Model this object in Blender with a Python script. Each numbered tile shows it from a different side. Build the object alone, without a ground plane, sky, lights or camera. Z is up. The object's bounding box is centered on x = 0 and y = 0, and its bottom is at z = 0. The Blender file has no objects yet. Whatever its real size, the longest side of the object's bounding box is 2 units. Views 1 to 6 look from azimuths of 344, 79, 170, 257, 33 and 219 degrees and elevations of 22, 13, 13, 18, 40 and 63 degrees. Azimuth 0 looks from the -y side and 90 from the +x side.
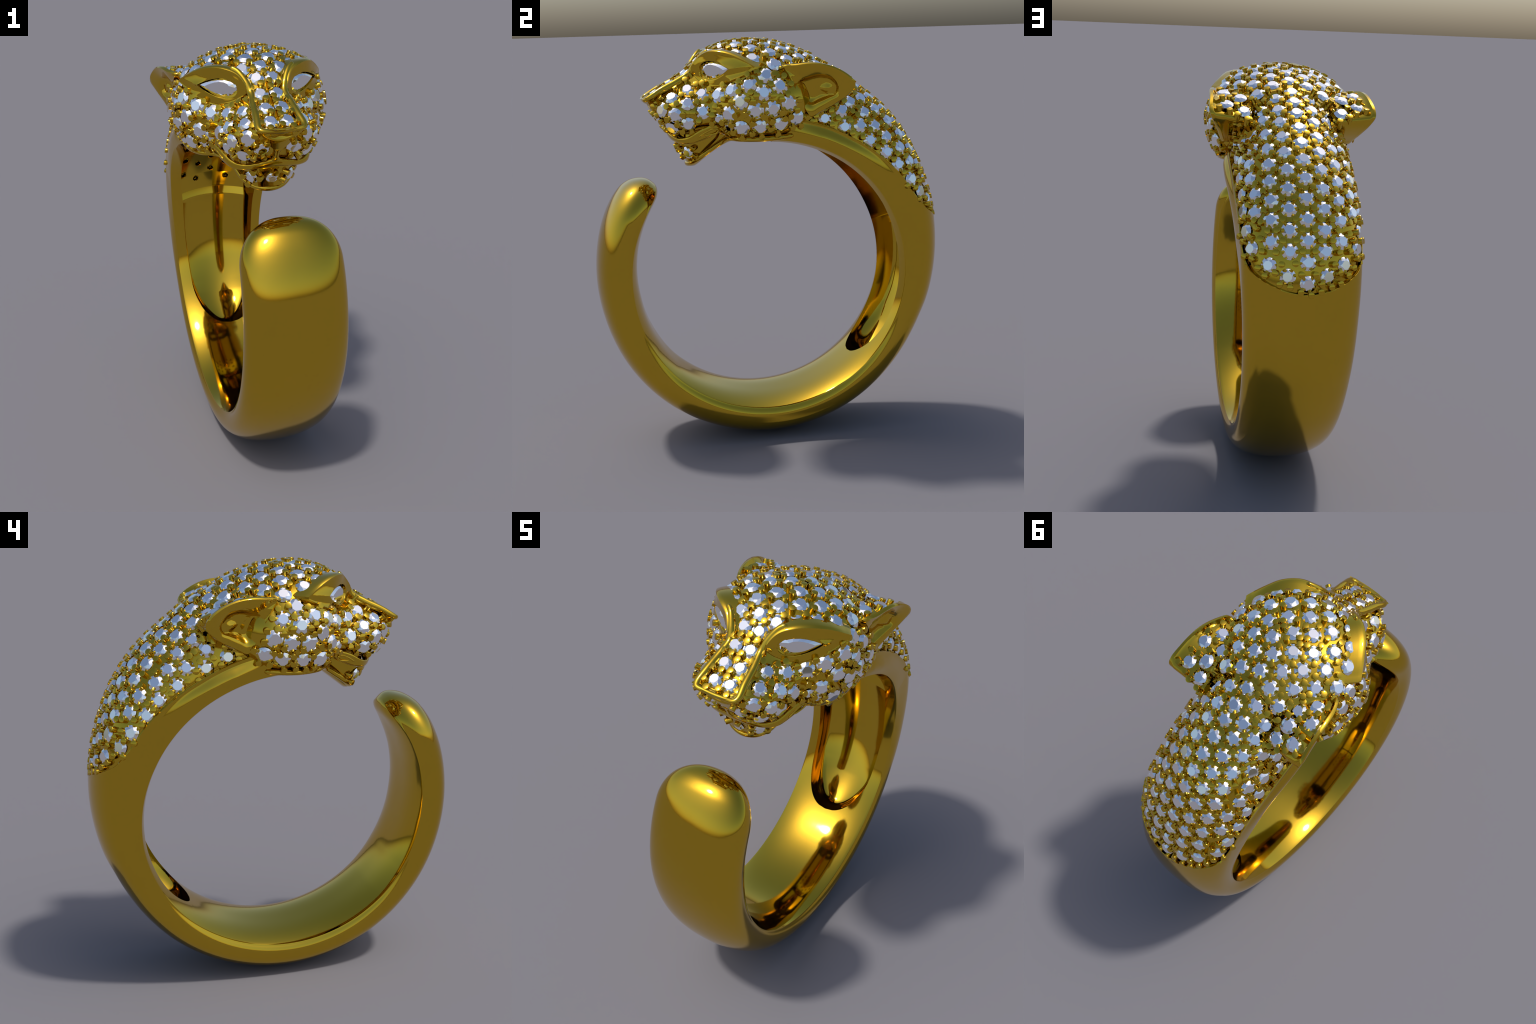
import bpy, math, random
import numpy as np
from mathutils import Vector, Matrix
from mathutils.bvhtree import BVHTree

random.seed(7)
rng = np.random.default_rng(7)
D2R = math.pi / 180.0

# ------------------------------------------------------------------ materials
def gold_material():
    m = bpy.data.materials.new("polished_gold")
    m.use_nodes = True
    nt = m.node_tree
    b = nt.nodes["Principled BSDF"]
    tc = nt.nodes.new("ShaderNodeTexCoord")
    n = nt.nodes.new("ShaderNodeTexNoise")
    n.inputs["Scale"].default_value = 9.0
    n.inputs["Detail"].default_value = 3.0
    nt.links.new(tc.outputs["Object"], n.inputs["Vector"])
    r = nt.nodes.new("ShaderNodeValToRGB")
    r.color_ramp.elements[0].color = (0.628, 0.405, 0.033, 1)
    r.color_ramp.elements[1].color = (0.652, 0.425, 0.037, 1)
    nt.links.new(n.outputs["Fac"], r.inputs["Fac"])
    nt.links.new(r.outputs["Color"], b.inputs["Base Color"])
    b.inputs["Metallic"].default_value = 1.0
    b.inputs["Roughness"].default_value = GOLD_ROUGH
    return m

def stone_material(name):
    m = bpy.data.materials.new(name)
    m.use_nodes = True
    nt = m.node_tree
    b = nt.nodes["Principled BSDF"]
    tc = nt.nodes.new("ShaderNodeTexCoord")
    n = nt.nodes.new("ShaderNodeTexNoise")
    n.inputs["Scale"].default_value = 20.0
    nt.links.new(tc.outputs["Object"], n.inputs["Vector"])
    r = nt.nodes.new("ShaderNodeValToRGB")
    r.color_ramp.elements[0].color = (0.97, 0.97, 0.98, 1)
    r.color_ramp.elements[1].color = (1.0, 1.0, 1.0, 1)
    nt.links.new(n.outputs["Fac"], r.inputs["Fac"])
    nt.links.new(r.outputs["Color"], b.inputs["Base Color"])
    b.inputs["Metallic"].default_value = 1.0
    b.inputs["Roughness"].default_value = 0.02
    return m

GOLD_ROUGH = 0.08
GOLD = gold_material()
STONE = stone_material("white_gemstone")

# ------------------------------------------------------------------ helpers
def pchip(xs, ys):
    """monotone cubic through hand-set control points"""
    xs = np.asarray(xs, float); ys = np.asarray(ys, float)
    h = np.diff(xs); d = np.diff(ys) / h
    m = np.zeros(len(xs))
    for i in range(1, len(xs) - 1):
        if d[i - 1] * d[i] > 0:
            w1 = 2 * h[i] + h[i - 1]; w2 = h[i] + 2 * h[i - 1]
            m[i] = (w1 + w2) / (w1 / d[i - 1] + w2 / d[i])
    m[0], m[-1] = d[0], d[-1]
    def f(x):
        x = np.clip(np.asarray(x, float), xs[0], xs[-1])
        i = np.clip(np.searchsorted(xs, x, side="right") - 1, 0, len(xs) - 2)
        t = (x - xs[i]) / h[i]
        return (ys[i] * (1 + 2 * t) * (1 - t) ** 2 + m[i] * h[i] * t * (1 - t) ** 2
                + ys[i + 1] * t * t * (3 - 2 * t) + m[i + 1] * h[i] * t * t * (t - 1))
    return f

def catmull(P, n, closed=False):
    """resample a Catmull-Rom spline through the control points P to n points"""
    P = np.asarray(P, float)
    k = len(P)
    if closed:
        Q = np.vstack([P[-1], P, P[0], P[1]]); segs = k
    else:
        Q = np.vstack([2 * P[0] - P[1], P, 2 * P[-1] - P[-2]]); segs = k - 1
    out = []
    N = 24
    for i in range(segs):
        p0, p1, p2, p3 = Q[i:i + 4]
        # centripetal-ish tangents
        d0 = max(np.linalg.norm(p1 - p0), 1e-6) ** 0.5
        d1 = max(np.linalg.norm(p2 - p1), 1e-6) ** 0.5
        d2 = max(np.linalg.norm(p3 - p2), 1e-6) ** 0.5
        m1 = (p1 - p0) / d0 - (p2 - p0) / (d0 + d1) + (p2 - p1) / d1
        m2 = (p2 - p1) / d1 - (p3 - p1) / (d1 + d2) + (p3 - p2) / d2
        m1 = m1 * d1; m2 = m2 * d1
        for j in range(N):
            t = j / N
            out.append((2 * t**3 - 3 * t**2 + 1) * p1 + (t**3 - 2 * t**2 + t) * m1
                       + (-2 * t**3 + 3 * t**2) * p2 + (t**3 - t**2) * m2)
    if not closed:
        out.append(P[-1])
    out = np.array(out)
    if closed:
        out = np.vstack([out, out[0]])
    s = np.r_[0, np.cumsum(np.linalg.norm(np.diff(out, axis=0), axis=1))]
    t = np.linspace(0, s[-1], n + 1)[:-1] if closed else np.linspace(0, s[-1], n)
    return np.stack([np.interp(t, s, out[:, c]) for c in range(P.shape[1])], axis=1)

ROOT = None
def make_mesh(name, verts, faces, mat, parent=None, angle=35.0, flat=False, merge=1e-5, outward=True):
    me = bpy.data.meshes.new(name)
    me.from_pydata([tuple(map(float, v)) for v in verts], [], faces)
    import bmesh
    bm = bmesh.new(); bm.from_mesh(me)
    if merge:
        bmesh.ops.remove_doubles(bm, verts=bm.verts, dist=merge)
        bmesh.ops.dissolve_degenerate(bm, edges=bm.edges, dist=merge)
    if outward:
        bmesh.ops.recalc_face_normals(bm, faces=bm.faces)
    bm.to_mesh(me); bm.free()
    if not flat:
        me.polygons.foreach_set("use_smooth", [True] * len(me.polygons))
        me.set_sharp_from_angle(angle=angle * D2R)
    me.materials.append(mat)
    ob = bpy.data.objects.new(name, me)
    bpy.context.scene.collection.objects.link(ob)
    ob.parent = parent or ROOT
    return ob

def grid_faces(nu, nv, closed_u=False, closed_v=False, off=0):
    f = []
    for i in range(nu if closed_u else nu - 1):
        for j in range(nv if closed_v else nv - 1):
            a = i * nv + j; b = i * nv + (j + 1) % nv
            c = ((i + 1) % nu) * nv + (j + 1) % nv; d = ((i + 1) % nu) * nv + j
            f.append((off + a, off + b, off + c, off + d))
    return f

def tube(name, path, ra, rb=None, up=None, n=80, k=14, parent=None, closed=False, ends=True, power=2.0):
    """sweep an ellipse (half-width ra, half-height rb along 'up') along a path; ra/rb may be lists"""
    path = np.asarray(path, float)
    P = catmull(path, n, closed)
    t = np.linspace(0, 1, n)
    prof = lambda r: np.interp(t, np.linspace(0, 1, len(r)), r) if hasattr(r, "__len__") else np.full(n, r)
    A = prof(ra); B = prof(rb if rb is not None else ra)
    T = np.gradient(P, axis=0) if not closed else np.roll(P, -1, 0) - np.roll(P, 1, 0)
    T /= np.linalg.norm(T, axis=1)[:, None]
    if up is None:
        up = np.array([0, 0, 1.0])
    upv = np.asarray(up, float)
    U = np.tile(upv, (n, 1)) if upv.ndim == 1 else catmull(upv, n)
    U = U - T * np.sum(U * T, axis=1)[:, None]
    U /= np.linalg.norm(U, axis=1)[:, None]
    S = np.cross(T, U)
    if ends and not closed:
        e = np.minimum(np.arange(n), np.arange(n)[::-1]) / 5.0
        s = np.sqrt(np.clip(1 - (1 - np.clip(e, 0, 1)) ** 2, 0.0, 1))
        A = A * s; B = B * s
    V = []
    for i in range(n):
        for j in range(k):
            a = 2 * math.pi * j / k
            ca, sa = math.cos(a), math.sin(a)
            ca = math.copysign(abs(ca) ** (2 / power), ca); sa = math.copysign(abs(sa) ** (2 / power), sa)
            V.append(P[i] + S[i] * A[i] * ca + U[i] * B[i] * sa)
    return make_mesh(name, V, grid_faces(n, k, closed, True), GOLD, parent, angle=60)

def mirror_x(ob, name=None):
    me = ob.data.copy()
    co = np.empty(len(me.vertices) * 3); me.vertices.foreach_get("co", co)
    co = co.reshape(-1, 3); co[:, 0] *= -1
    me.vertices.foreach_set("co", co.ravel()); me.flip_normals(); me.update()
    o = bpy.data.objects.new(name or ob.name.split(".")[0], me)
    bpy.context.scene.collection.objects.link(o); o.parent = ob.parent
    return o

# ------------------------------------------------------------------ root
ROOT = bpy.data.objects.new("panther_ring", None)
bpy.context.scene.collection.objects.link(ROOT)
ROOT["label"] = "open gold ring with gem-set panther head"
ROOT["category"] = "ring"

# ------------------------------------------------------------------ ring band
CY, CZ, RIN = -0.025, 0.8525, 0.6775       # finger hole: axis along x
TIP = 139.2                                 # angle at which the tail ends
NECK = 89.0 + 360                           # hidden end inside the head
# crown line of the outer surface (angle, radius), as if polished smooth
outer = pchip([TIP, 141.5, 144, 147.5, 153, 160, 175, 195, 215, 230, 250, 271.7, 290, 310, 322, 332, 340,
               347, 356, 364, 372, 381, 390.5, 400, 411, 420, 430, 440, NECK],
              [.782, .796, .814, .834, .844, .847, .843, .838, .842, .846, .849, .8525, .850, .846, .843, .844, .850,
               .864, .879, .894, .910, .932, .957, .988, 1.018, 1.035, 1.070, 1.09, 1.11])
w_max = pchip([TIP, 165, 200, 270, 330, 360, 380, 400, 425, NECK], [.226, .237, .242, .239, .246, .258, .270, .279, .288, .27])
w_rim = pchip([TIP, 165, 200, 270, 330, 360, 380, 400, 425, NECK], [.202, .219, .229, .226, .234, .247, .264, .282, .294, .27])
# radius at which the side wall turns into the crown (fraction of thickness, then the paving edge)
r_mid = pchip([TIP, 200, 270, 330, 360, 375, 385, 394, 404, 414, 421, 440, NECK],
              [.735, .725, .722, .725, .738, .758, .778, .792, .778, .768, .763, .763, .763])
expo = pchip([TIP, 330, 375, 400, NECK], [2.25, 2.25, 2.05, 1.9, 1.9])
edge_x = pchip([373, 374, 375, 377, 381, 385, 390, 394], [0, .085, .13, .188, .247, .265, .274, .279])
PAVE0, PAVE1 = 373.0, 394.0
w_bed = pchip([372, 381, 390, 400, 412, 425, NECK], [.250, .257, .262, .263, .262, .259, .258])

def sag(a):
    """the hollow's floor runs parallel to the domed outside"""
    return float(np.interp(a, [312, 335, 370, 376, 440], [.035, .062, .066, .060, .060]))

def rin(a):
    return RIN - float(np.interp(a, [TIP, 165, 185, 210, 225, 350, 385, NECK], [0, 0, .005, .005, 0, 0, .009, .009]))

def cavity_half(a):
    s = (a - (360 - 48.0)) / 24.0
    if s <= 0:
        return 0.0
    w = float(np.interp(a, [312, 334, 354, 375, 390, 420], [.165, .178, .19, .20, .22, .235]))
    s = min(s, 1)
    return w * (1 - (1 - s) ** 2.2) ** (1 / 2.2)

POCKET = np.array([(RIN * a * D2R, cavity_half(a)) for a in np.r_[np.linspace(312, 316, 300), np.linspace(316, 350, 500)]])
def pocket_dist(a, x):
    """distance on the bore from (a, x) to the outline of the hollow"""
    side = cavity_half(a) - x
    if a > 344:
        return side
    e = float(np.min(np.hypot(POCKET[:, 0] - RIN * a * D2R, POCKET[:, 1] - x)))
    w = min(max((a - 336) / 8, 0), 1)
    return e * (1 - w) + side * w

def cavity_depth(a):
    d = float(np.interp(a, [312, 318, 330, 345, 366, 371, 374, 380, 400, NECK], [.095, .112, .136, .152, .163, .166, .186, .194, .198, .198]))
    return d

def section(a, n_wall=9, n_dome=30):
    """half profile (x, r) from inner rim to lip of the paving (or the crown line)"""
    rt = float(outer(a)); wm = float(w_max(a)); wr = float(w_rim(a)); rm = float(r_mid(a)); ex = float(expo(a))
    pts = []
    bev = 0.007
    for i in range(n_wall):
        t = i / n_wall
        r = rin(a) + bev + (rm - rin(a) - bev) * t
        x = wm - (wm - wr) * (1 - t) ** 2 + .018 * math.sin(math.pi * t) * max(0, min((a - 388) / 34, 1)) * max(0, min((444 - a) / 14, 1))
        pts.append((x, r))
    be = math.pi / 2
    if a > PAVE0:
        if a >= PAVE1:
            be = 3 * D2R
        else:
            q = min(float(edge_x(a)) / wm, 1.0)
            be = max(math.acos(min(q ** (ex / 2), 1)), 3 * D2R)
    for i in range(n_dome + 1):
        b = be * i / n_dome
        pts.append((wm * max(math.cos(b), 0) ** (2 / ex), rm + (rt - rm) * math.sin(b) ** (2 / ex)))
    return pts, be

def bore(x, w, depth=.026):
    """finger hole swells gently towards its middle (comfort fit)"""
    return RIN - depth * (1 - min(abs(x) / (w - .0065), 1) ** 3)

def inner_section(a):
    wr = float(w_rim(a)); cw = cavity_half(a); d = cavity_depth(a)
    bd = float(np.interp(a, [TIP, 150, 170, 190, 225], [.018, .020, .029, .035, .027]))
    pts = [(wr - 0.0015, rin(a) + 0.0025), (wr - 0.0065, rin(a))]
    bo = lambda x: bore(x, wr, bd) - RIN + rin(a)
    for i in range(1, 13):
        x = wr - 0.0065 + (cw - wr + 0.0065) * (i / 12) ** 1.3; pts.append((x, bo(x)))
    k = min(cw / 0.1, 1.0)
    xs = [cw - o * k for o in (0, .0015, .004, .007, .010, .014, .019, .025, .032, .042)]
    xs += [xs[-1] * (1 - i / 30) for i in range(1, 31)]
    for x in xs:
        x = max(x, 0)
        t = pocket_dist(a, x)
        reach = .018 + .070 * max(0.0, 1 - (a - 312) / 26)       # wide round floor at the lower end
        f = min(t / reach, 1.0)
        f = math.sqrt(max(1 - (1 - f) ** 2.6, 0))
        pts.append((x, bo(x) * (1 - f) + (bore(cw, wr, bd) + d - sag(a) * k * (x / max(cw, 1e-6)) ** 2) * f))
    return pts

def ring_point(a, x, r):
    return (x, CY + r * math.cos(a * D2R), CZ + r * math.sin(a * D2R))

def build_band():
    fine_tip = [TIP + 17 * (1 - math.cos(t * math.pi / 2)) for t in np.linspace(0, 1, 34)]
    angs = fine_tip + list(np.linspace(TIP + 17, 312, 120)[1:]) + list(np.linspace(312, 340, 50)[1:]) \
        + list(np.linspace(340, 365, 24)[1:]) + list(np.linspace(365, 375, 40)[1:]) + list(np.linspace(375, 396, 110)[1:]) + list(np.linspace(396, 412, 90)[1:]) + list(np.linspace(412, NECK, 40)[1:])
    V = []; nv = None
    for a in angs:
        pts, be = section(a)
        last = pts[-1]
        # thin raised lip, then down to below the paved bed
        if a > PAVE0:
            g = min((a - PAVE0) / 2.0, 1)
            lx = min(.006 * g, last[0]); 
            nx, nr = math.cos(be), math.sin(be)
            lip = [(last[0] - .004 * g * (nr > -1), last[1] + .000), (max(last[0] - .008 * g, 0), last[1] - .004 * g),
                   (max(last[0] - .012 * g, 0), last[1] - .03 * g)]
            if be < 20 * D2R:
                lip = [(last[0] - .004, last[1] + .003), (float(w_bed(a)) + .004, last[1] + .001), (float(w_bed(a)) - .004, last[1] - .02)]
        else:
            lip = [last, last, last]
        half = inner_section(a)[::-1] + pts + lip
        u = (a - TIP)
        if u < 17:
            ur = max(1 - u / 6.0, 0); ux = max(1 - u / 17.0, 0)
            sr = max(1 - ur ** 2.4, 0) ** (1 / 2.4); sx = max(1 - ux ** 2.15, 0) ** (1 / 2.15)
            rc = .712
            half = [(x * sx, rc + (r - rc) * sr) for x, r in half]
        nv = len(half)
        row = [ring_point(a, x, r) for x, r in half]
        row += [ring_point(a, -x, r) for x, r in half[::-1]]
        V += row
    n2 = nv * 2
    # the paved opening stays open between the two lips; the merge closes it where they meet
    F = []
    for i in range(len(angs) - 1):
        for j in range(n2):
            if j == nv - 1 and angs[i] > PAVE0 - 1e-6:
                continue
            j2 = (j + 1) % n2
            F.append((i * n2 + j, i * n2 + j2, (i + 1) * n2 + j2, (i + 1) * n2 + j))
    return make_mesh("band", V, F, GOLD, angle=40, merge=2e-5)

BED = 0.020    # how far the paved bed lies below the polished level

def build_neck():
    # trimmed to the U-shaped paving outline (tucked just under the lip)
    angs = list(np.linspace(PAVE0 + .05, 396, 70)) + list(np.linspace(396, 448, 60)[1:])
    V = []; n = 49
    for a in angs:
        rt = float(outer(a)) - BED; wm = float(w_bed(a)); rm = float(r_mid(a)) - .004; ex = float(expo(a))
        bmax = 90.0
        if a < PAVE1:
            q = min(float(edge_x(a)) / float(w_max(a)), 1)
            bmax = math.asin(min(q ** (ex / 2), 1)) / D2R
        for b in np.linspace(-bmax, bmax, n):
            x = wm * math.copysign(abs(math.sin(b * D2R)) ** (2 / ex), b)
            V.append(ring_point(a, x, rm + (rt - rm) * math.cos(b * D2R) ** (2 / ex)))
        # skirt below the outer edge
    return make_mesh("neck", V, grid_faces(len(angs), n), GOLD, angle=60, outward=False)

band = build_band()
neck = build_neck()

# ------------------------------------------------------------------ head
# half cross-sections (x, z) from top centre over brow and cheek to the throat, for stations along y
HEAD = [
 (.25, [(0,1.885),(.10,1.870),(.17,1.835),(.205,1.80),(.22,1.76),(.225,1.73),(.20,1.70),(.12,1.69),(0,1.69)]),
 (.17, [(0,1.920),(.11,1.902),(.19,1.862),(.245,1.81),(.272,1.75),(.280,1.69),(.27,1.63),(.18,1.62),(0,1.66)]),
 (.12, [(0,1.940),(.115,1.920),(.21,1.875),(.27,1.825),(.31,1.765),(.322,1.69),(.30,1.61),(.22,1.59),(0,1.64)]),
 (.06, [(0,1.957),(.12,1.938),(.22,1.893),(.29,1.835),(.33,1.77),(.343,1.69),(.318,1.60),(.25,1.55),(0,1.60)]),
 (0.0, [(0,1.968),(.12,1.952),(.222,1.912),(.288,1.865),(.326,1.79),(.342,1.70),(.322,1.60),(.26,1.54),(0,1.56)]),
 (-.08,[(0,1.973),(.12,1.960),(.218,1.925),(.287,1.87),(.328,1.80),(.346,1.71),(.320,1.60),(.26,1.54),(0,1.54)]),
 (-.16,[(0,1.967),(.12,1.956),(.205,1.926),(.262,1.875),(.295,1.80),(.322,1.71),(.302,1.60),(.25,1.54),(0,1.54)]),
 (-.22,[(0,1.950),(.11,1.942),(.180,1.912),(.22,1.86),(.240,1.79),(.268,1.71),(.262,1.62),(.188,1.558),(0,1.555)]),
 (-.28,[(0,1.920),(.09,1.912),(.132,1.88),(.155,1.84),(.175,1.78),(.213,1.71),(.222,1.63),(.155,1.570),(0,1.56)]),
 (-.33,[(0,1.880),(.05,1.872),(.085,1.845),(.115,1.805),(.150,1.758),(.195,1.70),(.207,1.63),(.145,1.573),(0,1.56)]),
 (-.39,[(0,1.826),(.05,1.823),(.075,1.808),(.095,1.783),(.125,1.750),(.187,1.70),(.197,1.63),(.155,1.572),(0,1.555)]),
 (-.45,[(0,1.790),(.05,1.788),(.078,1.775),(.095,1.757),(.130,1.730),(.180,1.69),(.183,1.645),(.145,1.586),(0,1.56)]),
 (-.50,[(0,1.760),(.05,1.758),(.082,1.747),(.095,1.732),(.112,1.714),(.138,1.685),(.138,1.65),(.105,1.612),(0,1.622)]),
 (-.525,[(0,1.745),(.055,1.743),(.083,1.734),(.092,1.722),(.099,1.708),(.108,1.688),(.102,1.665),(.07,1.652),(0,1.662)]),
 (-.548,[(0,1.731),(.06,1.729),(.083,1.722),(.088,1.714),(.084,1.702),(.078,1.688),(.066,1.680),(.035,1.680),(0,1.688)]),
 (-.566,[(0,1.716),(.06,1.714),(.080,1.711),(.082,1.707),(.074,1.703),(.064,1.699),(.05,1.698),(.03,1.700),(0,1.702)]),
]

def build_head():
    ys = np.array([h[0] for h in HEAD])[::-1]
    C = np.array([h[1] for h in HEAD])[::-1]              # station, point, xz
    fx = [pchip(ys, C[:, k, 0]) for k in range(9)]
    fz = [pchip(ys, C[:, k, 1]) for k in range(9)]
    V = []; n = 33
    stations = np.linspace(ys[0], ys[-1], 110)
    for y in stations:
        half = np.array([(float(fx[k](y)), float(fz[k](y))) for k in range(9)])
        full = np.vstack([half, (half[1:-1] * [-1, 1])[::-1]])
        loop = catmull(full, 2 * n, closed=True)
        V += [(p[0], y, p[1]) for p in loop]
    F = grid_faces(len(stations), 2 * n, False, True)
    k = 2 * n
    F.append(tuple(range(k))[::-1]); F.append(tuple((len(stations) - 1) * k + i for i in range(k)))
    o = make_mesh("head", V, F, GOLD, angle=60)
    nrm = [v.normal.copy() for v in o.data.vertices]
    for v, n in zip(o.data.vertices, nrm):
        v.co += n * .005
    return o

head = build_head()

# ------------------------------------------------------------------ lower jaw
def build_jaw():
    V = []; k = 48
    zs = np.linspace(1.392, 1.565, 26)
    hw = pchip([1.392, 1.405, 1.43, 1.47, 1.52, 1.565], [.034, .066, .090, .108, .114, .110])
    yf = pchip([1.392, 1.405, 1.43, 1.46, 1.52, 1.565], [-.385, -.392, -.402, -.414, -.440, -.445])
    for z in zs:
        t = (z - 1.392) / (1.518 - 1.392)
        yb = -.355 + .16 * t
        y0 = float(yf(z)); c = (y0 + yb) / 2; h = (yb - y0) / 2; w = float(hw(z))
        for j in range(k):
            a = 2 * math.pi * j / k
            ca, sa = math.cos(a), math.sin(a)
            V.append((w * math.copysign(abs(ca) ** .72, ca), c + h * math.copysign(abs(sa) ** .8, sa), z))
    F = grid_faces(len(zs), k, False, True)
    F.append(tuple(range(k))[::-1]); F.append(tuple((len(zs) - 1) * k + i for i in range(k)))
    return make_mesh("lower_jaw", V, F, GOLD, angle=50)
jaw = build_jaw()

def sym(path):
    """open half path from the +x end to x = 0, continued mirrored"""
    P = [np.array(p, float) for p in path]
    return P + [p * np.array([-1, 1, 1]) for p in P[::-1][1:]]

# polished edge that runs under cheeks and chin
jaw_rim = tube("jaw_rim", sym([(.275, .09, 1.544), (.288, .02, 1.538), (.288, -.07, 1.534), (.258, -.158, 1.535), (.202, -.200, 1.535), (.150, -.228, 1.518),
                               (.132, -.262, 1.496), (.122, -.300, 1.470), (.102, -.342, 1.438), (.060, -.374, 1.412), (0, -.388, 1.403)]),
               .015, .013, n=260, parent=head)

# ------------------------------------------------------------------ lips
def build_lip():
    top = sym([(.228, -.246, 1.594), (.224, -.275, 1.606), (.207, -.325, 1.592), (.178, -.385, 1.556), (.130, -.430, 1.541), (.07, -.462, 1.552), (0, -.478, 1.568)])
    bot = sym([(.222, -.246, 1.580), (.214, -.275, 1.560), (.200, -.325, 1.535), (.170, -.390, 1.514), (.125, -.425, 1.512), (.065, -.450, 1.519), (0, -.460, 1.526)])
    n = 160; A = catmull(top, n); B = catmull(bot, n)
    V = []; k = 16
    for i in range(n):
        m = (A[i] + B[i]) / 2
        out = np.array([m[0] * .9, m[1] + .20, 0]); out /= np.linalg.norm(out)
        h = (A[i] - B[i]) / 2
        e = min(i, n - 1 - i) / 8
        s = math.sqrt(max(1 - (1 - min(e, 1)) ** 2, 0))
        for j in range(k):
            a = 2 * math.pi * j / k
            ca, sa = math.cos(a), math.sin(a)
            ca = math.copysign(abs(ca) ** .6, ca); sa = math.copysign(abs(sa) ** .7, sa)
            V.append(m + h * sa * (.3 + .7 * s) + out * (.016 * ca * s - .004))
    return make_mesh("lip", V, grid_faces(n, k, False, True), GOLD, head, angle=60)
lip = build_lip()
# engraved curl at each mouth corner: raised loop
curl = tube("mouth_curl", [(.206, -.352, 1.548), (.218, -.315, 1.572), (.230, -.280, 1.586), (.236, -.262, 1.580), (.230, -.270, 1.566), (.222, -.300, 1.558), (.214, -.325, 1.554)],
            .0045, n=60, k=10, parent=head)
mirror_x(curl)
philtrum = tube("philtrum", [(0, -.520, 1.632), (0, -.503, 1.606), (0, -.487, 1.580), (0, -.474, 1.554)], [.026, .013, .012, .030], [.014, .012, .012, .012], up=(0, -1, .3), n=30, parent=head)

# ------------------------------------------------------------------ nose
def build_nose():
    rows = []
    n = 25
    # shield: from the front rail down to the philtrum, hollowed across its middle
    for t in np.linspace(0, 1, 22):
        w = .106 * (1 - t) ** .85 + .011
        z = 1.724 - .112 * t
        yc = -.603 + .086 * t
        row = []
        for s in np.linspace(-1, 1, n):
            x = w * s
            y = yc + .018 * s * s * (1 - t)
            g = math.exp(-((t - .33 + .20 * s * s) / .10) ** 2) * math.exp(-(s / .72) ** 6)
            y += .020 * g
            row.append((x, y, z + .010 * s * s * (1 - t)))
        rows.append(row)
    V = [p for r in rows for p in r]
    m = len(V)
    V += [(p[0] * .9, p[1] + .05, p[2] + .004) for p in V]
    nu = len(rows)
    F = grid_faces(nu, n) + [tuple(reversed(f)) for f in grid_faces(nu, n, off=m)]
    for i in range(nu - 1):
        for c in (0, n - 1):
            F.append((i * n + c, (i + 1) * n + c, m + (i + 1) * n + c, m + i * n + c))
    for j in range(n - 1):
        for r in (0, nu - 1):
            F.append((r * n + j, r * n + j + 1, m + r * n + j + 1, m + r * n + j))
    return make_mesh("nose", V, F, GOLD, head, angle=50)
nose = build_nose()

# raised ridge: across the nose tip, up the bridge, over the brow to the outer eye corner
ridge_half = [(.150, -.284, 1.938), (.118, -.305, 1.921), (.090, -.338, 1.880), (.076, -.368, 1.838), (.086, -.440, 1.796), (.094, -.510, 1.764), (.101, -.566, 1.733), (.092, -.581, 1.724),
              (.05, -.584, 1.720), (0, -.586, 1.719)]
ridge = tube("nose_ridge", sym(ridge_half), [.010, .016, .018, .018, .018, .018, .017, .015, .013] + [.013, .015, .017, .018, .018, .018, .018, .016, .010],
             [.018] * 6 + [.016, .013, .011, .011, .011, .013, .016] + [.018] * 6, n=300, k=14, parent=head)

# ------------------------------------------------------------------ eyes
EYE_C = np.array([.203, -.262, 1.851])
EYE_U = np.array([.782, .611, .123]); EYE_U /= np.linalg.norm(EYE_U)
EYE_N = np.array([.62, -.78, -.05]); EYE_N -= EYE_U * (EYE_N @ EYE_U); EYE_N /= np.linalg.norm(EYE_N)
EYE_V = np.cross(EYE_N, EYE_U)
if EYE_V[2] < 0: EYE_V = -EYE_V

def pear(n, s=1.0):
    out = []
    for i in range(n):
        t = 2 * math.pi * i / n
        out.append((.098 * s * math.cos(t) - .004, .056 * s * math.sin(t) * abs(math.sin(t / 2)) ** .9 + .004 - .012 * math.cos(t) * .5))
    return out

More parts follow.
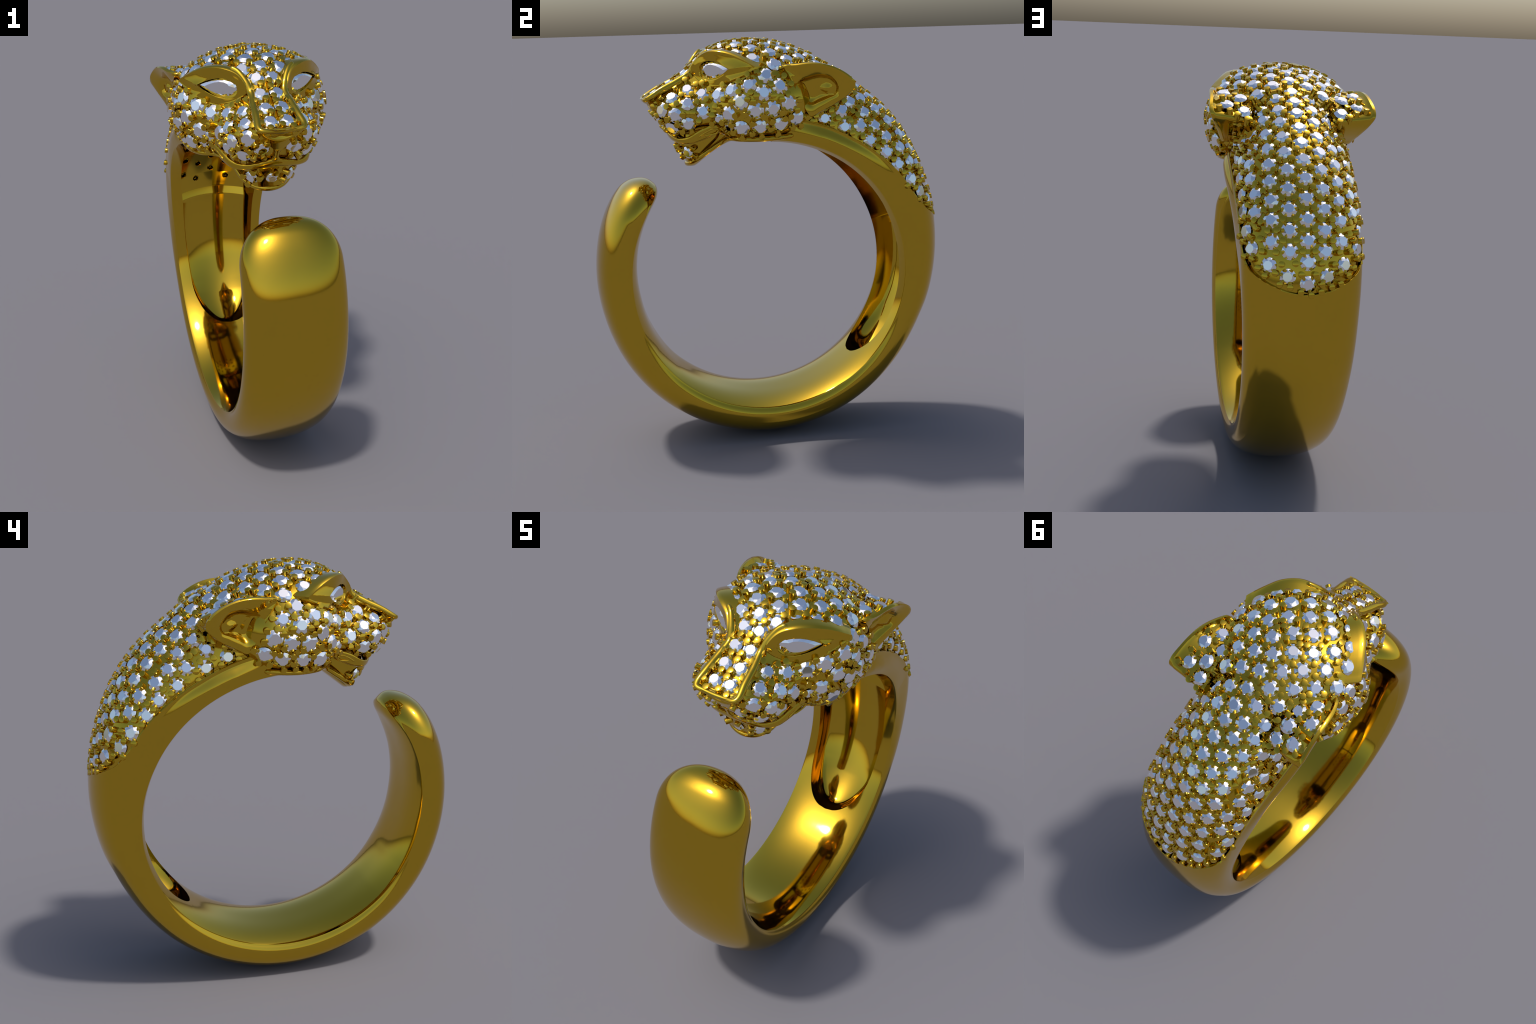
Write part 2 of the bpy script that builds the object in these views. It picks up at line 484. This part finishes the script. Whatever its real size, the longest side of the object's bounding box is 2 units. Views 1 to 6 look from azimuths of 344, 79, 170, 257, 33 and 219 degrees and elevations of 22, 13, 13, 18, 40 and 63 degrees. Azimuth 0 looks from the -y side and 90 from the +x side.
def build_eye_socket():
    outl = [(.084, -.352, 1.850), (.090, -.338, 1.880), (.118, -.306, 1.918), (.172, -.270, 1.938), (.230, -.215, 1.934), (.274, -.152, 1.910), (.303, -.105, 1.886), (.322, -.074, 1.864),
            (.312, -.095, 1.850), (.285, -.150, 1.824), (.248, -.215, 1.798), (.205, -.262, 1.782), (.160, -.300, 1.790), (.115, -.335, 1.815)]
    n = 72
    O = catmull(outl, n, True)
    ang = [math.atan2((p - EYE_C) @ EYE_V, (p - EYE_C) @ EYE_U) for p in O]
    H = np.array(pear(720))
    ha = np.arctan2(H[:, 1], H[:, 0])
    hole = []
    for a in ang:
        k = int(np.argmin(np.abs(np.angle(np.exp(1j * (ha - a))))))
        hole.append(EYE_C + EYE_U * H[k, 0] + EYE_V * H[k, 1])
    hole = np.array(hole)
    V = []
    rel = O - EYE_C
    flat = rel - np.outer(rel @ EYE_N, EYE_N)
    od = flat / np.linalg.norm(flat, axis=1)[:, None]
    upper = np.clip((rel @ EYE_V) / .045, 0, 1)
    gap = np.clip(-(rel @ EYE_N), 0, .022)                      # bring the lids up to one plane
    P = O + EYE_N * (gap * (1 - upper) + .019 * upper + .003)[:, None]
    b = (.003 + .007 * upper)[:, None]
    rings = [O - EYE_N * .06 + od * b * .6, O - EYE_N * .014 + od * b, O + EYE_N * .003 + od * b, (O + P) / 2 + EYE_N * .006 * upper[:, None] + od * b * .8,
             P + od * b * .35, P + (hole - P) * .03, P + (hole - P) * .10]
    for t in (.3, .5, .7, .85, .95):
        rings.append(P * (1 - t) + (hole + EYE_N * .005) * t)
    rings += [hole + EYE_N * .004, hole - EYE_N * .002, hole * .985 + EYE_C * .015 - EYE_N * .03]
    for r in rings:
        V += list(r)
    return make_mesh("eye_socket", V, grid_faces(len(rings), n, False, True), GOLD, head, angle=40)
sock = build_eye_socket(); sock2 = mirror_x(sock)

def build_eye_stone():
    n = 18
    g = pear(n, 1.03); tbl = pear(n, .62)
    V = []; F = []
    P = lambda q, h: EYE_C + EYE_U * q[0] + EYE_V * q[1] + EYE_N * h
    for q in g: V.append(P(q, -.012))
    for i, q in enumerate(g):
        q2 = g[(i + 1) % n]; m = ((q[0] + q2[0]) / 2 * .84, (q[1] + q2[1]) / 2 * .84)
        V.append(P(m, -.001))
    for q in tbl: V.append(P(q, .006))
    V.append(P((-.005, 0), -.05))
    for i in range(n):
        j = (i + 1) % n
        F += [(i, j, n + i), (n + i, j, n + j), (2 * n + j, n + i, n + j), ]
        F += [(i, 3 * n, j)]
    # star facets and table
    for i in range(n):
        j = (i + 1) % n
        F.append((2 * n + j, 2 * n + i, n + i))
    F.append(tuple(2 * n + i for i in range(n)))
    return make_mesh("eye_gemstone", V, F, STONE, head, flat=True, merge=1e-6)
eye = build_eye_stone(); mirror_x(eye)

# ------------------------------------------------------------------ ears
def build_ear():
    rim = [(.320, .040, 1.866), (.346, .095, 1.874), (.362, .165, 1.879), (.370, .230, 1.869), (.376, .295, 1.843), (.383, .345, 1.806), (.380, .362, 1.776),
           (.360, .345, 1.738), (.334, .288, 1.692), (.314, .215, 1.652), (.302, .168, 1.630), (.308, .140, 1.668), (.320, .095, 1.760), (.322, .060, 1.830)]
    # D-shaped hollow, set low and forward in the ear
    hollow = [(.318, .108, 1.790), (.332, .149, 1.810), (.345, .200, 1.820), (.356, .255, 1.808), (.354, .288, 1.766), (.347, .284, 1.732), (.335, .246, 1.712), (.323, .205, 1.694),
              (.311, .168, 1.680), (.308, .143, 1.698), (.312, .119, 1.746)]
    n = 96
    R = catmull(rim, n, True); H = catmull(hollow, n, True)
    c = np.array([.342, .175, 1.765]); ch = H.mean(axis=0)
    a, b, d = np.array(rim[0]), np.array(rim[6]), np.array(rim[10])
    N = np.cross(d - a, b - a); N /= np.linalg.norm(N)
    if N[0] < 0: N = -N
    inward = np.array([-.16, -.030, .004])
    # pair the two outlines by direction from the middle
    e1 = (b - a) / np.linalg.norm(b - a); e2 = np.cross(N, e1)
    aR = np.arctan2((R - ch) @ e2, (R - ch) @ e1)
    Hf = catmull(hollow, 960, True); aH = np.arctan2((Hf - ch) @ e2, (Hf - ch) @ e1)
    H = np.array([Hf[int(np.argmin(np.abs(np.angle(np.exp(1j * (aH - t))))))] for t in aR])
    fold = np.array([math.exp(-((np.angle(np.exp(1j * (t - .2)))) / .5) ** 2) for t in aR])[:, None]
    L = []
    up = np.clip((R[:, 2] - 1.745) / .07, 0, 1)[:, None]        # upper edge: level shelf back to the skull
    shelf = lambda k, lift: (c + (R - c) * k) * (1 - up) + (R + np.array([0, .004, lift])) * up
    low = (1 - up) * np.array([0, .035, -.012])
    L.append(shelf(.95, -.050) + inward * 1.2 + low * 1.2)
    L.append(shelf(.99, -.026) + inward * .62 + low * .62)
    L.append(shelf(1.0, -.018) + inward * .13 + low * .13)
    L.append(c + (R - c) * 1.015 + inward * .06)
    L.append(c + (R - c) * 1.01 + N * .004)
    L.append(c + (R - c) * .97 + N * .009)
    L.append(R * .75 + H * .25 + N * .008)
    L.append(R * .45 + H * .55 + N * .004)
    L.append(R * .12 + H * .88 - N * .001)
    L.append(H * .98 + ch * .02 - N * .006)
    L.append(H * .90 + ch * .10 - N * .018)
    L.append(H * .74 + ch * .26 - N * (.030 - .012 * fold))
    L.append(H * .52 + ch * .48 - N * (.034 - .022 * fold))
    L.append(H * .28 + ch * .72 - N * (.033 - .012 * fold))
    L.append(H * .08 + ch * .92 - N * .030)
    V = [p for l in L for p in l]
    F = grid_faces(len(L), n, False, True)
    F.append(tuple((len(L) - 1) * n + i for i in range(n)))
    F.append(tuple(range(n))[::-1])
    return make_mesh("ear", V, F, GOLD, head, angle=50)
ear = build_ear()
ear2 = mirror_x(ear)

# ------------------------------------------------------------------ surfaces that carry stones
def bvh_of(obs):
    V = []; F = []
    for o in obs:
        k = len(V)
        V += [v.co.copy() for v in o.data.vertices]
        F += [tuple(i + k for i in p.vertices) for p in o.data.polygons]
    return BVHTree.FromPolygons(V, F)
TREE = bvh_of([neck, head, ear, ear2, jaw])
TREE_NECK = bvh_of([neck]); 

def smooth_normal(p, n0, rad=.02):
    """average the surface normal over a small ring, so stones sit level"""
    n0 = Vector(n0); t = n0.orthogonal().normalized(); b = n0.cross(t)
    acc = n0.copy()
    for i in range(8):
        q = Vector(p) + (t * math.cos(i * math.pi / 4) + b * math.sin(i * math.pi / 4)) * rad
        hit = TREE.ray_cast(q + n0 * .04, -n0, .09)
        if hit[0] is not None:
            nn = hit[1]
            if nn.dot(n0) < 0: nn = -nn
            if nn.dot(n0) > .3: acc += nn
    return acc.normalized()

STONES = []   # position, normal, diameter, parent
def add_stone(p, n, d=.070, parent=None, lift=0.0):
    p = Vector(p); n = Vector(n).normalized()
    for q, m, e, *_ in STONES:
        if (q - p).length < .5 * (d + e) * .90:
            return False
    STONES.append((p + n * lift, n, d, parent))
    return True

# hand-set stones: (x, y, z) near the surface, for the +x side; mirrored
CHEEK = [(.329, -.044, 1.831), (.328, -.125, 1.788), (.356, -.061, 1.753), (.335, .018, 1.778), (.279, -.197, 1.763), (.330, -.169, 1.713), (.352, -.102, 1.670),
         (.345, -.020, 1.676), (.353, .058, 1.700), (.319, .095, 1.630), (.329, .017, 1.601), (.324, -.076, 1.592), (.222, -.250, 1.738), (.285, -.155, 1.600), (.275, -.215, 1.655)]
MUZZLE = [(.123, -.387, 1.769), (.131, -.463, 1.732), (.194, -.394, 1.708), (.167, -.319, 1.742), (.213, -.327, 1.667), (.191, -.456, 1.652), (.200, -.398, 1.607), (.135, -.511, 1.677), (.145, -.469, 1.589), (.074, -.505, 1.630), (.222, -.268, 1.640)]
NOSE_TOP = [(.038, -.537, 1.756), (.038, -.466, 1.799), (.038, -.387, 1.838), (.037, -.321, 1.892)]
EAR = [(.311, .312, 1.824), (.243, .273, 1.850), (.229, .335, 1.795), (.315, .209, 1.864)]
CHIN = [(.083, -.388, 1.467)]

def place(pts, tree, d, parent, prefer=None):
    for p in pts:
        for sx in (1, -1):
            q = Vector((p[0] * sx, p[1], p[2]))
            loc, n, *_ = tree.find_nearest(q)
            if (q - loc).dot(n) < 0 and prefer is None: pass
            c = Vector((0, q.y + .05 if q.y < -.2 else q.y, 1.70))
            if n.dot(q - c) < 0: n = -n
            add_stone(loc, smooth_normal(loc, n), d, parent)
TREE_HEAD = bvh_of([head]); TREE_EAR = bvh_of([ear, ear2]); TREE_JAW = bvh_of([jaw])
SMALL = [(.243, -.262, 1.700), (.245, -.262, 1.632), (.250, -.205, 1.600), (.200, -.300, 1.780)]
place(NOSE_TOP, TREE_HEAD, .072, head)
place(CHEEK, TREE_HEAD, .077, head)
place(MUZZLE, TREE_HEAD, .072, head)
place(SMALL, TREE_HEAD, .050, head)
place(CHIN, TREE_JAW, .062, jaw)
for p in EAR:
    for sx, e in ((1, ear), (-1, ear2)):
        q = Vector((p[0] * sx, p[1], p[2]))
        loc, n, *_ = TREE_EAR.find_nearest(q)
        if n.z < 0: n = -n
        hit = bvh_of([ear, ear2, head, neck]).ray_cast(q + Vector((0, .03, .08)), Vector((0, -.03, -.08)), .2)
        nn = Vector((.14 * sx, .36, .92)).normalized() if p[1] < .33 else Vector((.02 * sx, .62, .78)).normalized()
        add_stone(q - nn * .012, nn, .072, e)
for x, y, z in [(0, -.412, 1.462)]:
    loc, n, *_ = TREE_JAW.find_nearest(Vector((x, y, z)))
    if n.y > 0: n = -n
    add_stone(loc, n, .056, jaw, .003)

# crown stones (x, y), seated by dropping onto the skull
CROWN = [(0, -.265), (0, -.140), (0, -.028), (0, .100), (0, .183), (0, .265), (0, .345),
         (.053, -.206), (.087, -.272), (.157, -.231), (.119, -.148), (.071, -.077), (.184, -.088), (.216, -.169), (.127, -.014), (.059, .038),
         (.260, -.095), (.208, -.004), (.140, .068), (.080, .130), (.285, .003), (.223, .077), (.162, .145), (.082, .210), (.275, .124), (.225, .187), (.155, .237),
         (.078, .289), (.150, .310), (.078, .373)]
for x, y in CROWN:
    for sx in ((1, -1) if x > .01 else (1,)):
        hit = TREE.ray_cast(Vector((x * sx, y, 2.3)), Vector((0, 0, -1)))
        if hit[0] is not None:
            n = hit[1] if hit[1].z > 0 else -hit[1]
            add_stone(hit[0], smooth_normal(hit[0], n), .075, head)

# nape stones: columns that follow the spine, every second column shifted by half a step
def spine_samples():
    A = np.linspace(PAVE0, 447, 900)
    P = np.array([ring_point(a, 0, float(outer(a)) - BED)[1:] for a in A])
    s = np.r_[0, np.cumsum(np.linalg.norm(np.diff(P, axis=0), axis=1))]
    return A, P, s
A, SP, SS = spine_samples()
STEP, COL = .0932, .0770
S0 = .050
NAPE_END = 427.0

def nape_hit(s, lat):
    a = float(np.interp(s, SS, A))
    i = int(np.clip(np.searchsorted(SS, s), 2, len(SS) - 3))
    t = SP[i + 2] - SP[i - 2]; t /= np.linalg.norm(t)
    nrm = np.array([t[1], -t[0]])
    if nrm @ (SP[i] - np.array([CY, CZ])) < 0: nrm = -nrm
    c = np.array([np.interp(s, SS, SP[:, 0]), np.interp(s, SS, SP[:, 1])])
    # walk out along the section by arc length
    ax = c - nrm * .22
    prev = None; acc = 0.0; sgn = 1 if lat >= 0 else -1
    for phi in np.arange(0, 118, 1.0):
        d = Vector((math.sin(phi * D2R) * sgn, nrm[0] * math.cos(phi * D2R), nrm[1] * math.cos(phi * D2R)))
        h = TREE_NECK.ray_cast(Vector((0, ax[0], ax[1])), d, .6)
        if h[0] is None:
            return None
        if prev is not None: acc += (h[0] - prev).length
        prev = h[0]
        if acc >= abs(lat) - 1e-6:
            n = h[1] if h[1].dot(d) > 0 else -h[1]
            return h[0], n, a
    return None

def in_paving(p, a, margin, side=None):
    """inside the U outline by margin?"""
    x = abs(p.x)
    y, z = p.y - CY, p.z - CZ
    ang = math.degrees(math.atan2(z, y)) % 360 + 360
    r = math.hypot(y, z)
    if ang > 540: ang -= 360
    if ang < PAVE0: return False
    if ang < PAVE1:
        # distance to the outline, sampled
        best = 9
        for aa in np.linspace(PAVE0, PAVE1, 60):
            pts = section(aa)[0][-1]
            q = Vector(ring_point(aa, pts[0], pts[1]))
            best = min(best, (Vector((x, p.y, p.z)) - q).length)
        if x > float(edge_x(ang)): return False
        if best < margin: return False
    return ang < PAVE1 - 2 or r - float(r_mid(ang)) > (side or margin * .8)

NAPE_EDGE = [(.268, .245, 1.615), (.267, .343, 1.571), (.268, .471, 1.502), (.266, .555, 1.441), (.265, .611, 1.377), (.260, .683, 1.301), (.243, .738, 1.237), (.175, .812, 1.180),
             (.092, .847, 1.137), (.250, .338, 1.652), (.255, .428, 1.576), (.235, .508, 1.572), (.235, .566, 1.515), (.215, .463, 1.640), (.215, .394, 1.693)]
for p in NAPE_EDGE:
    for sx in (1, -1):
        q = Vector((p[0] * sx, p[1], p[2]))
        loc, n, *_ = TREE_NECK.find_nearest(q)
        if n.dot(q - Vector((0, CY, CZ))) < 0: n = -n
        add_stone(loc, n, .072, neck)

for col in range(-6, 7):
    s = S0 + (STEP / 2 if col % 2 else 0)
    while s < SS[-1] - .01:
        h = nape_hit(s, col * COL)
        s += STEP
        if h is None: continue
        p, n, a = h
        if a > NAPE_END: continue
        if not in_paving(p, a, .038): continue
        # under the ears and inside the skull no stones
        out = TREE.ray_cast(p + n * .002, n, .3)
        if out[0] is not None: continue
        add_stone(p, n, .073, neck)

# ------------------------------------------------------------------ brilliant-cut stone
def brilliant_mesh():
    V = []; F = []
    g, tb, cr = .5, .29, .165
    for i in range(16):
        a = 2 * math.pi * i / 16; V.append((g * math.cos(a), g * math.sin(a), 0))
    for i in range(8):                       # kite points
        a = 2 * math.pi * (i + .5) / 8; V.append((.40 * math.cos(a), .40 * math.sin(a), cr * .60))
    for i in range(8):
        a = 2 * math.pi * i / 8; V.append((tb * math.cos(a), tb * math.sin(a), cr))
    for i in range(16):
        a = 2 * math.pi * i / 16; V.append((g * math.cos(a), g * math.sin(a), -.03))
    V.append((0, 0, -.43))
    K = 16; T = 24; L = 32; B = 48
    for i in range(8):
        j = (i + 1) % 8
        F.append((T + i, K + i, T + j))                       # star
        F.append((T + i, K + i - 1 if i else K + 7, 2 * i, K + i))   # kite between neighbours
        m = 2 * i + 1
        F.append((K + i, 2 * i, m)); F.append((K + i, m, (2 * i + 2) % 16))
    F.append(tuple(T + i for i in range(8)))
    for i in range(16):
        j = (i + 1) % 16
        F.append((i, L + i, L + j, j)); F.append((L + i, B, L + j))
    me = bpy.data.meshes.new("gemstone")
    me.from_pydata(V, [], F)
    import bmesh
    bm = bmesh.new(); bm.from_mesh(me); bmesh.ops.recalc_face_normals(bm, faces=bm.faces); bm.to_mesh(me); bm.free()
    me.materials.append(STONE)
    return me
GEM_MESH = brilliant_mesh()

def frame(p, n, spin, sx, sz=None):
    n = Vector(n).normalized()
    t = Vector((1, 0, 0)) - n * n.x
    if t.length < .2: t = Vector((0, 1, 0)) - n * n.y
    t.normalize(); b = n.cross(t)
    t2 = t * math.cos(spin) + b * math.sin(spin); b2 = n.cross(t2)
    sz = sz or sx
    M = Matrix(((t2.x * sx, b2.x * sx, n.x * sz, p.x), (t2.y * sx, b2.y * sx, n.y * sz, p.y), (t2.z * sx, b2.z * sx, n.z * sz, p.z), (0, 0, 0, 1)))
    return M

GIRDLE = .002
for i, (p, n, d, par) in enumerate(STONES):
    o = bpy.data.objects.new("gemstone", GEM_MESH)
    bpy.context.scene.collection.objects.link(o)
    o.parent = par or head
    o.matrix_world = frame(p + n * GIRDLE, n, rng.uniform(0, .8), d)

# ------------------------------------------------------------------ prongs
PR, PH = .0145, .0228
def prong_mesh():
    V = []; F = []; k = 16
    prof = [(1.0, -.9), (1.0, .93), (.95, .985), (.86, 1.0)]
    for r, h in prof:
        for j in range(k):
            a = 2 * math.pi * j / k; V.append((r * math.cos(a), r * math.sin(a), h))
    V.append((0, 0, 1.02))
    for i in range(len(prof) - 1):
        for j in range(k):
            F.append((i * k + j, i * k + (j + 1) % k, (i + 1) * k + (j + 1) % k, (i + 1) * k + j))
    t = (len(prof) - 1) * k
    for j in range(k): F.append((t + j, t + (j + 1) % k, len(V) - 1))
    me = bpy.data.meshes.new("prong")
    me.from_pydata(V, [], F)
    me.polygons.foreach_set("use_smooth", [True] * len(me.polygons))
    me.set_sharp_from_angle(angle=30 * D2R)
    me.materials.append(GOLD)
    return me
PRONG_MESH = prong_mesh()

PRONGS = []
SOCKETS = bvh_of([sock, sock2])
def try_prong(p, n, par, min_prong=.030, clear=.80):
    for q, m, _ in PRONGS:
        if (q - p).length < min_prong and m.dot(n) > .2: return False
    for q, m, d, _ in STONES:
        if (q - p).length < d * .5 * clear + PR * .35 and m.dot(n) > .2: return False
    if SOCKETS.ray_cast(p + n * .002, n, .06)[0] is not None or SOCKETS.ray_cast(p + n * .03, -n, .05)[0] is not None: return False
    if par not in (ear, ear2) and TREE_EAR.ray_cast(p + n * .004, n, .06)[0] is not None: return False
    if abs(p.x) < .060 and p.y < -.465 and p.z < 1.705: return False
    PRONGS.append((p, n, par)); return True

def settle(p, n):
    h = TREE.ray_cast(p + n * .03, -n, .07)
    if h[0] is None: return None
    m = h[1] if h[1].dot(n) > 0 else -h[1]
    if m.dot(n) < .5: m = n
    return h[0], (m + n * 2).normalized()

N = len(STONES)
nb = [[] for _ in range(N)]
for i in range(N):
    for j in range(i + 1, N):
        if (STONES[i][0] - STONES[j][0]).length < .130 and STONES[i][1].dot(STONES[j][1]) > .4:
            nb[i].append(j); nb[j].append(i)
# one prong in every gap between three neighbouring stones
for i in range(N):
    for j in nb[i]:
        for k in nb[i]:
            if i < j < k and k in nb[j]:
                a, b, c = STONES[i], STONES[j], STONES[k]
                n = (a[1] + b[1] + c[1]).normalized()
                p = (a[0] + b[0] + c[0]) / 3
                h = settle(p, n)
                p = h[0] if h else p
                try_prong(p, n, a[3], .026, .82)
# along borders: fill the free arcs around each stone
for i, (p, n, d, par) in enumerate(STONES):
    t = Vector((1, 0, 0)) - n * n.x
    if t.length < .2: t = Vector((0, 1, 0)) - n * n.y
    t.normalize(); b = n.cross(t)
    on_ear = par in (ear, ear2); on_jaw = par is jaw
    for k in range(12):
        a = k * math.pi / 6 + .26
        q = p + (t * math.cos(a) + b * math.sin(a)) * (d * .5 + PR * .75)
        h = settle(q, n)
        if h is None or abs((h[0] - p).dot(n)) > .025: continue
        if on_ear and (abs(h[0].x) > .330 + .14 * (h[0].y - .2) or h[0].y > .366 or abs((h[0] - p).dot(n)) > .022): continue
        if on_jaw and (k % 2 or not 1.432 < h[0].z < 1.50 or abs(h[0].x) > .125): continue
        if par is neck and not in_paving(h[0], 0, .006, .013): continue
        try_prong(h[0], n, par, .034, .84)

# second ring: loose beads where the paving runs out towards its border
for i, (p, n, d, par) in enumerate(list(STONES)):
    if par is not neck: continue
    t = (Vector((1, 0, 0)) - n * n.x).normalized(); b = n.cross(t)
    for k in range(12):
        a = k * math.pi / 6
        h = settle(p + (t * math.cos(a) + b * math.sin(a)) * .064, n)
        if h is None or abs((h[0] - p).dot(n)) > .03 or not in_paving(h[0], 0, .006, .013): continue
        if TREE.ray_cast(h[0] + h[1] * .004, h[1], .15)[0] is not None: continue
        try_prong(h[0], h[1], par, .029, .84)

# drilled pits: each low nape stone has a hole that opens into the hollow band
import bmesh
def drill_pits():
    pits = [(p, n) for p, n, d, par in STONES if par is neck and abs(p.x) < .18
            and 376.5 < math.degrees(math.atan2(p.z - CZ, p.y - CY)) + 360 < 402]
    axes = []
    for p, n in pits:
        dirn = -Vector((0, p.y - CY, p.z - CZ)).normalized()
        a = math.degrees(math.atan2(p.z - CZ, p.y - CY)) + 360
        axes.append((p, dirn, a))
    bm = bmesh.new(); bm.from_mesh(band.data)
    kill = []
    for f in bm.faces:
        c = f.calc_center_median()
        r = math.hypot(c.y - CY, c.z - CZ)
        if r > .885 or r < .80 or abs(c.x) > .19 or c.z < .9: continue
        for p, d, a in axes:
            v = c - p
            if (v - d * v.dot(d)).length < .0150: kill.append(f); break
    bmesh.ops.delete(bm, geom=kill, context="FACES")
    bm.to_mesh(band.data); bm.free()
    T = bvh_of([band])
    V = []; F = []; k = 20
    for p, d, a in axes:
        r = bore(cavity_half(a), float(w_rim(a))) + cavity_depth(a) - sag(a) * (p.x / cavity_half(a)) ** 2
        rp = math.hypot(p.y - CY, p.z - CZ)
        t = d.orthogonal().normalized(); b = d.cross(t)
        o = p + d * (rp - r)
        base = len(V)
        for rad, h in ((.0195, -.004), (.0185, .0012), (.0155, .0016), (.0143, -.001), (.0143, -max(rp - r - .030, .006))):
            for j in range(k):
                q = 2 * math.pi * j / k
                V.append(o + (t * math.cos(q) + b * math.sin(q)) * rad + d * h)
        for i in range(4):
            for j in range(k):
                F.append((base + i * k + j, base + i * k + (j + 1) % k, base + (i + 1) * k + (j + 1) % k, base + (i + 1) * k + j))
    if V:
        o = make_mesh("drilled_pit", V, F, GOLD, band, angle=40, merge=0, outward=False)
        o["kind"] = "stuff"
drill_pits()

named = 0
rest_V = []; rest_F = []
pv = [v.co.copy() for v in PRONG_MESH.vertices]; pf = [tuple(f.vertices) for f in PRONG_MESH.polygons]
for p, n, par in PRONGS:
    M = frame(p, n, 0, PR, PH)
    if named < 300:
        o = bpy.data.objects.new("prong", PRONG_MESH)
        bpy.context.scene.collection.objects.link(o)
        o.parent = par or head
        o.matrix_world = M; named += 1
    else:
        k = len(rest_V)
        rest_V += [M @ v for v in pv]; rest_F += [tuple(i + k for i in f) for f in pf]
if rest_V:
    o = make_mesh("prong_field", rest_V, rest_F, GOLD, neck, angle=30, merge=0, outward=False)
    o["kind"] = "stuff"
print("stones", len(STONES), "prongs", len(PRONGS))
